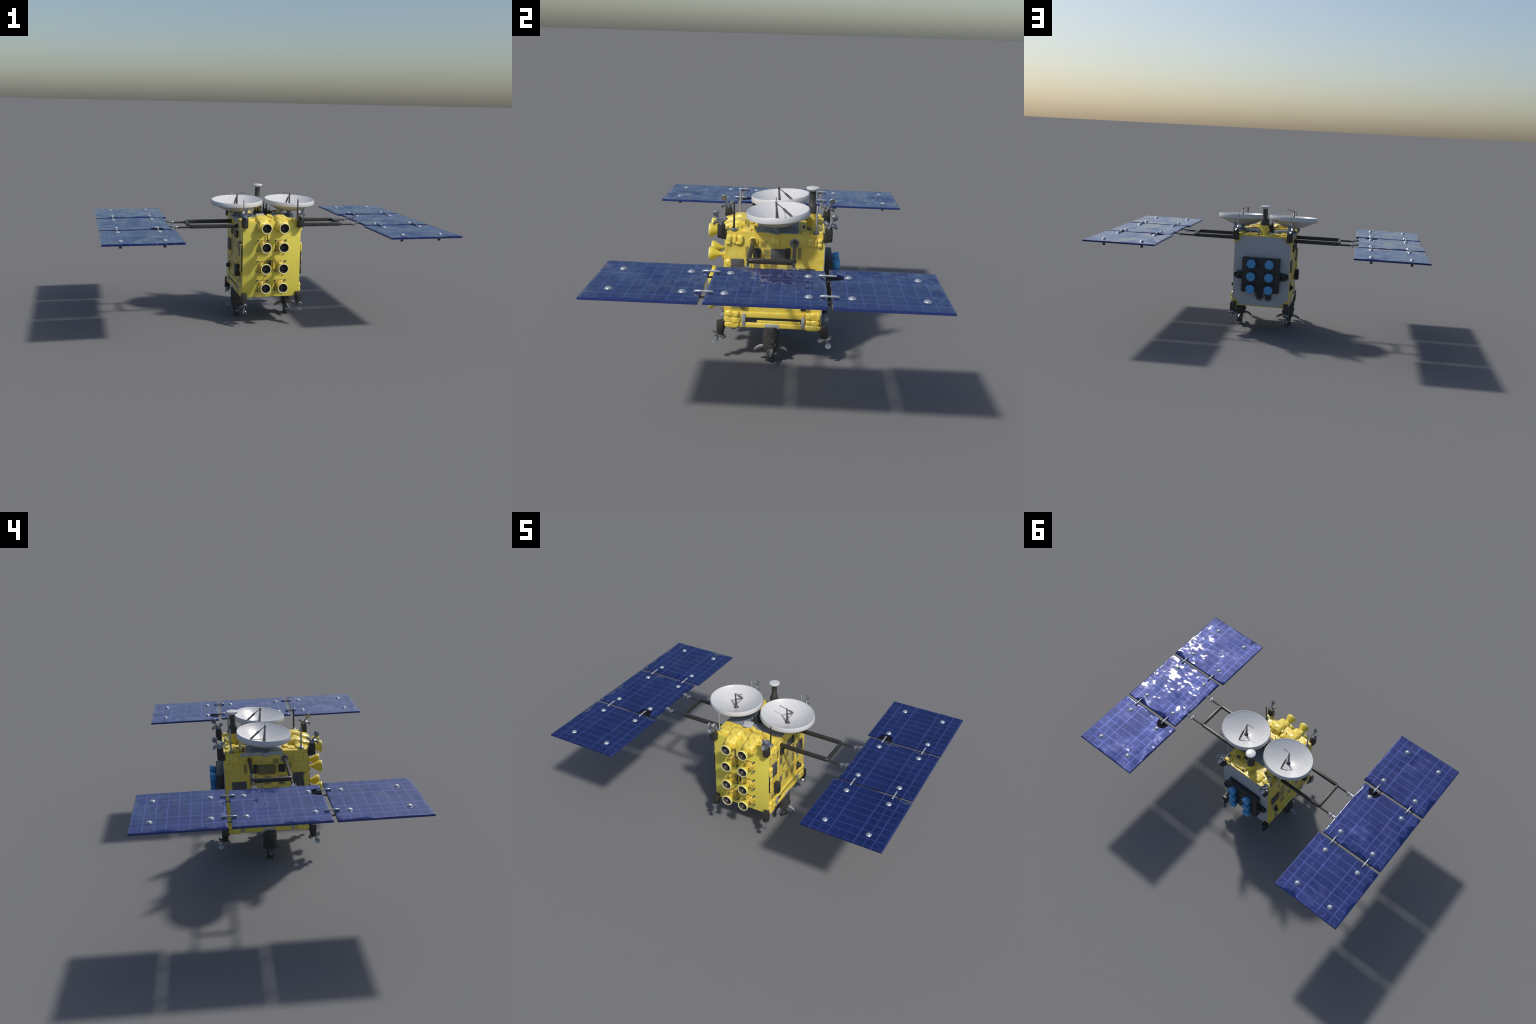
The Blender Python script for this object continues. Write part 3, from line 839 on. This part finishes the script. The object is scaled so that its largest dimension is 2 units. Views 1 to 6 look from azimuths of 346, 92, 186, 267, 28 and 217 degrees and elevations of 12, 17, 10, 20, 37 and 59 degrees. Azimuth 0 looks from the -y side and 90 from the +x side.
def curl_normals(me, s, x0, x1, y0, y1, rnd):
    """foil skin pulled over the panel edges in uneven facets: bend the shading normals outward there"""
    def knots(lo, hi, wide=True):
        t, out = lo, []
        while t < hi + 0.08:
            out.append((t, rnd.choice((0.004, 0.004, 0.005, 0.006, 0.006, 0.008, 0.012, 0.026, 0.042)) if wide else rnd.choice((0.003, 0.004, 0.005, 0.007, 0.012))))
            t += rnd.uniform(0.02, 0.075)
        return out
    edges = (("x", x0, -1, knots(y0, y1, False)), ("x", x1, 1, knots(y0, y1, s < 0)), ("y", y0, -1, knots(x0, x1)), ("y", y1, 1, knots(x0, x1)))
    def width(ks, t):
        for (a, wa), (b, wb) in zip(ks, ks[1:]):
            if a <= t <= b:
                return wa + (wb - wa) * (t - a) / (b - a)
        return 0.005
    cache = {}
    def bent(v):
        if v.index in cache:
            return cache[v.index]
        x, y = abs(v.co.x), v.co.y
        n = v.normal.copy()
        n.z = max(n.z, 0.2)
        n = Vector((0, 0, 1))
        q = Vector((v.co.x * 13.0, y * 13.0, 7.7 + s))
        q += noise.noise_vector(q * 2.3) * 0.35
        w1 = noise.noise_vector(q)
        w2 = noise.noise_vector(Vector((v.co.x * 34.0, y * 60.0, 2.0)))
        n += Vector((w1.x + 0.75 * w2.x, w1.y + 0.75 * w2.y, 0)) * WAVE * (0.45 + 1.1 * max(0.0, noise.noise(Vector((v.co.x * 4.0, y * 4.0, 1.5 + s))) + 0.25))
        n += Vector((-0.014, 0.002, 0))
        for ax, at, out, ks in edges:
            d = abs((x if ax == "x" else y) - at)
            w = width(ks, y if ax == "x" else x)
            if d < w:
                k = 0.75 * (1 - d / w)
                n += Vector((s * out * k, 0, 0)) if ax == "x" else Vector((0, out * k, 0))
        cache[v.index] = n.normalized()
        return cache[v.index]
    normals = [None] * len(me.loops)
    for p in me.polygons:
        flat = p.material_index == 1 or abs(p.normal.z) < 0.5
        for li in p.loop_indices:
            normals[li] = p.normal.copy() if flat else bent(me.vertices[me.loops[li].vertex_index])
    me.normals_split_custom_set(normals)

bm = bmesh.new()
add_rev(bm, [(0.0170, -0.0020), (0.0140, 0.0004), (0.0125, 0.0020), (0.0112, 0.0040), (0.0080, 0.0060), (0.0040, 0.0070), (0, 0.0072)], None, 20, 0)
knob_me = mesh_of("panel_knob", bm, M_KNOB, angle=60)
bm = bmesh.new()
add_rev(bm, [(0, 0.002), (0.0058, 0.002), (0.0058, -0.008), (0.0066, -0.016), (0.0085, -0.026), (0.0080, -0.0275), (0, -0.0280)], None, 14, 0)
post_me = mesh_of("standoff_post", bm, M_TOWER, angle=50)
bm = bmesh.new()
add_tube(bm, [(0, -0.0335, -0.002), (0, -0.031, 0.0005), (0, -0.008, 0.001), (0, 0, 0.0005), (0, 0.008, 0.001), (0, 0.031, 0.0005), (0, 0.0335, -0.002)], [0.0030, 0.0044, 0.0046, 0.0034, 0.0046, 0.0044, 0.0030], 12)
bar_me = mesh_of("panel_hinge", bm, M_KNOB, angle=50)
bm = bmesh.new()
add_box(bm, -0.006, 0.006, -0.016, 0.016, -0.005, 0.000, 0.001, 1)
lug_me = mesh_of("hinge_lug", bm, M_BLACK)

for s in (-1, 1):
    wing = bpy.data.objects.new("solar_wing", None)
    wing.location = (s * 0.18, 0, 0)
    link(wing)
    def on_wing(o):
        o.parent = wing
        o.matrix_parent_inverse = Matrix.Translation((-s * 0.18, 0, 0))
        return o
    specs = [(0.5715, 1.0, 0.2300, 0.644, M_CELL_OUT, (0.668, -1, 0.043, 0.056) if s > 0 else None),
             (0.5905, 0.9985, -0.2130, 0.2130, M_CELL_MID, (0.675, -1, 0.044, 0.058) if s < 0 else None),
             (0.5715, 1.0, -0.644, -0.2300, M_CELL_OUT, None)]
    for i, (x0, x1, y0, y1, mt, bite) in enumerate(specs):
        bm = panel(s, x0, x1, y0, y1, mt, bite, 5.3 * i + 11 * s)
        o = on_wing(part("solar_panel", bm, [mt, M_BLACK], angle=50))
        curl_normals(o.data, s, x0, x1, y0, y1, random.Random(40 + i * 7 + s))
        if bite:
            bm = bmesh.new()
            bx, sd, hw, dep = bite
            yb = y0 + 0.001
            add_box(bm, s * (bx - hw - 0.004), s * (bx + hw + 0.004), yb, yb + dep + 0.004, 0.5790, 0.5822, 0.0005, 1)
            on_wing(part("panel_recess", bm, M_MATTE))
    for y in (-0.560, -0.298, -0.148, 0.148, 0.300, 0.562):
        for x in (0.670, 0.900):
            on_wing(inst("panel_knob", knob_me, (s * x, y, 0.5915)))
            on_wing(inst("standoff_post", post_me, (s * x, y, 0.5815)))
    for y in (-0.2215, 0.2215):
        for x in (0.671, 0.902):
            on_wing(inst("panel_hinge", bar_me, (s * x, y, 0.5958)))
        for x in (0.700, 0.925):
            on_wing(inst("hinge_lug", lug_me, (s * x, y, 0.5845)))
    # strut frame: two square beams, cross tie, thin ends, clevises
    bm = bmesh.new()
    for y in (-0.0945, 0.0905):
        add_box(bm, s * 0.172, s * 0.462, y - 0.0081, y + 0.0081, 0.5708, 0.5938, 0.0032, 3)
        sy = 1 if y > 0 else -1
        # bent elbow into the tie
        add_tube(bm, [(s * 0.452, y, 0.5822), (s * 0.463, y - sy * 0.001, 0.5820), (s * 0.468, y - sy * 0.006, 0.582), (s * 0.468, y - sy * 0.020, 0.582)], 0.0108, 12)
        add_tube(bm, [(s * 0.460, y, 0.579), (s * 0.500, y, 0.5785), (s * 0.546, y, 0.579)], 0.0062, 12)
    add_box(bm, s * 0.459, s * 0.477, -0.088, 0.084, 0.5710, 0.5925, 0.004, 3)
    on_wing(part("wing_strut", bm, M_CARBON))
    bm = bmesh.new()
    for y in (-0.0945, 0.0905):
        add_tube(bm, [(s * 0.538, y, 0.580), (s * 0.548, y, 0.582), (s * 0.556, y, 0.582), (s * 0.580, y, 0.584), (s * 0.592, y, 0.586)], [0.0045, 0.0068, 0.0062, 0.0058, 0.0075], 12)
        add_rod(bm, (s * 0.555, y - 0.0125, 0.580), (s * 0.555, y + 0.0125, 0.580), 0.0050, None, 10)
        add_box(bm, s * 0.552, s * 0.558, y - 0.0130, y - 0.0085, 0.567, 0.588, 0.001, 1)
        add_box(bm, s * 0.552, s * 0.558, y + 0.0085, y + 0.0130, 0.567, 0.588, 0.001, 1)
        add_rod(bm, (s * 0.578, y - 0.012, 0.583), (s * 0.578, y + 0.012, 0.583), 0.0048, 0.0048, 10)
        scoop(bm, (s * 0.570, y, 0.584), (s * 0.598, y, 0.586), 0.012, 0.001)
    on_wing(part("strut_clevis", bm, M_STEEL))
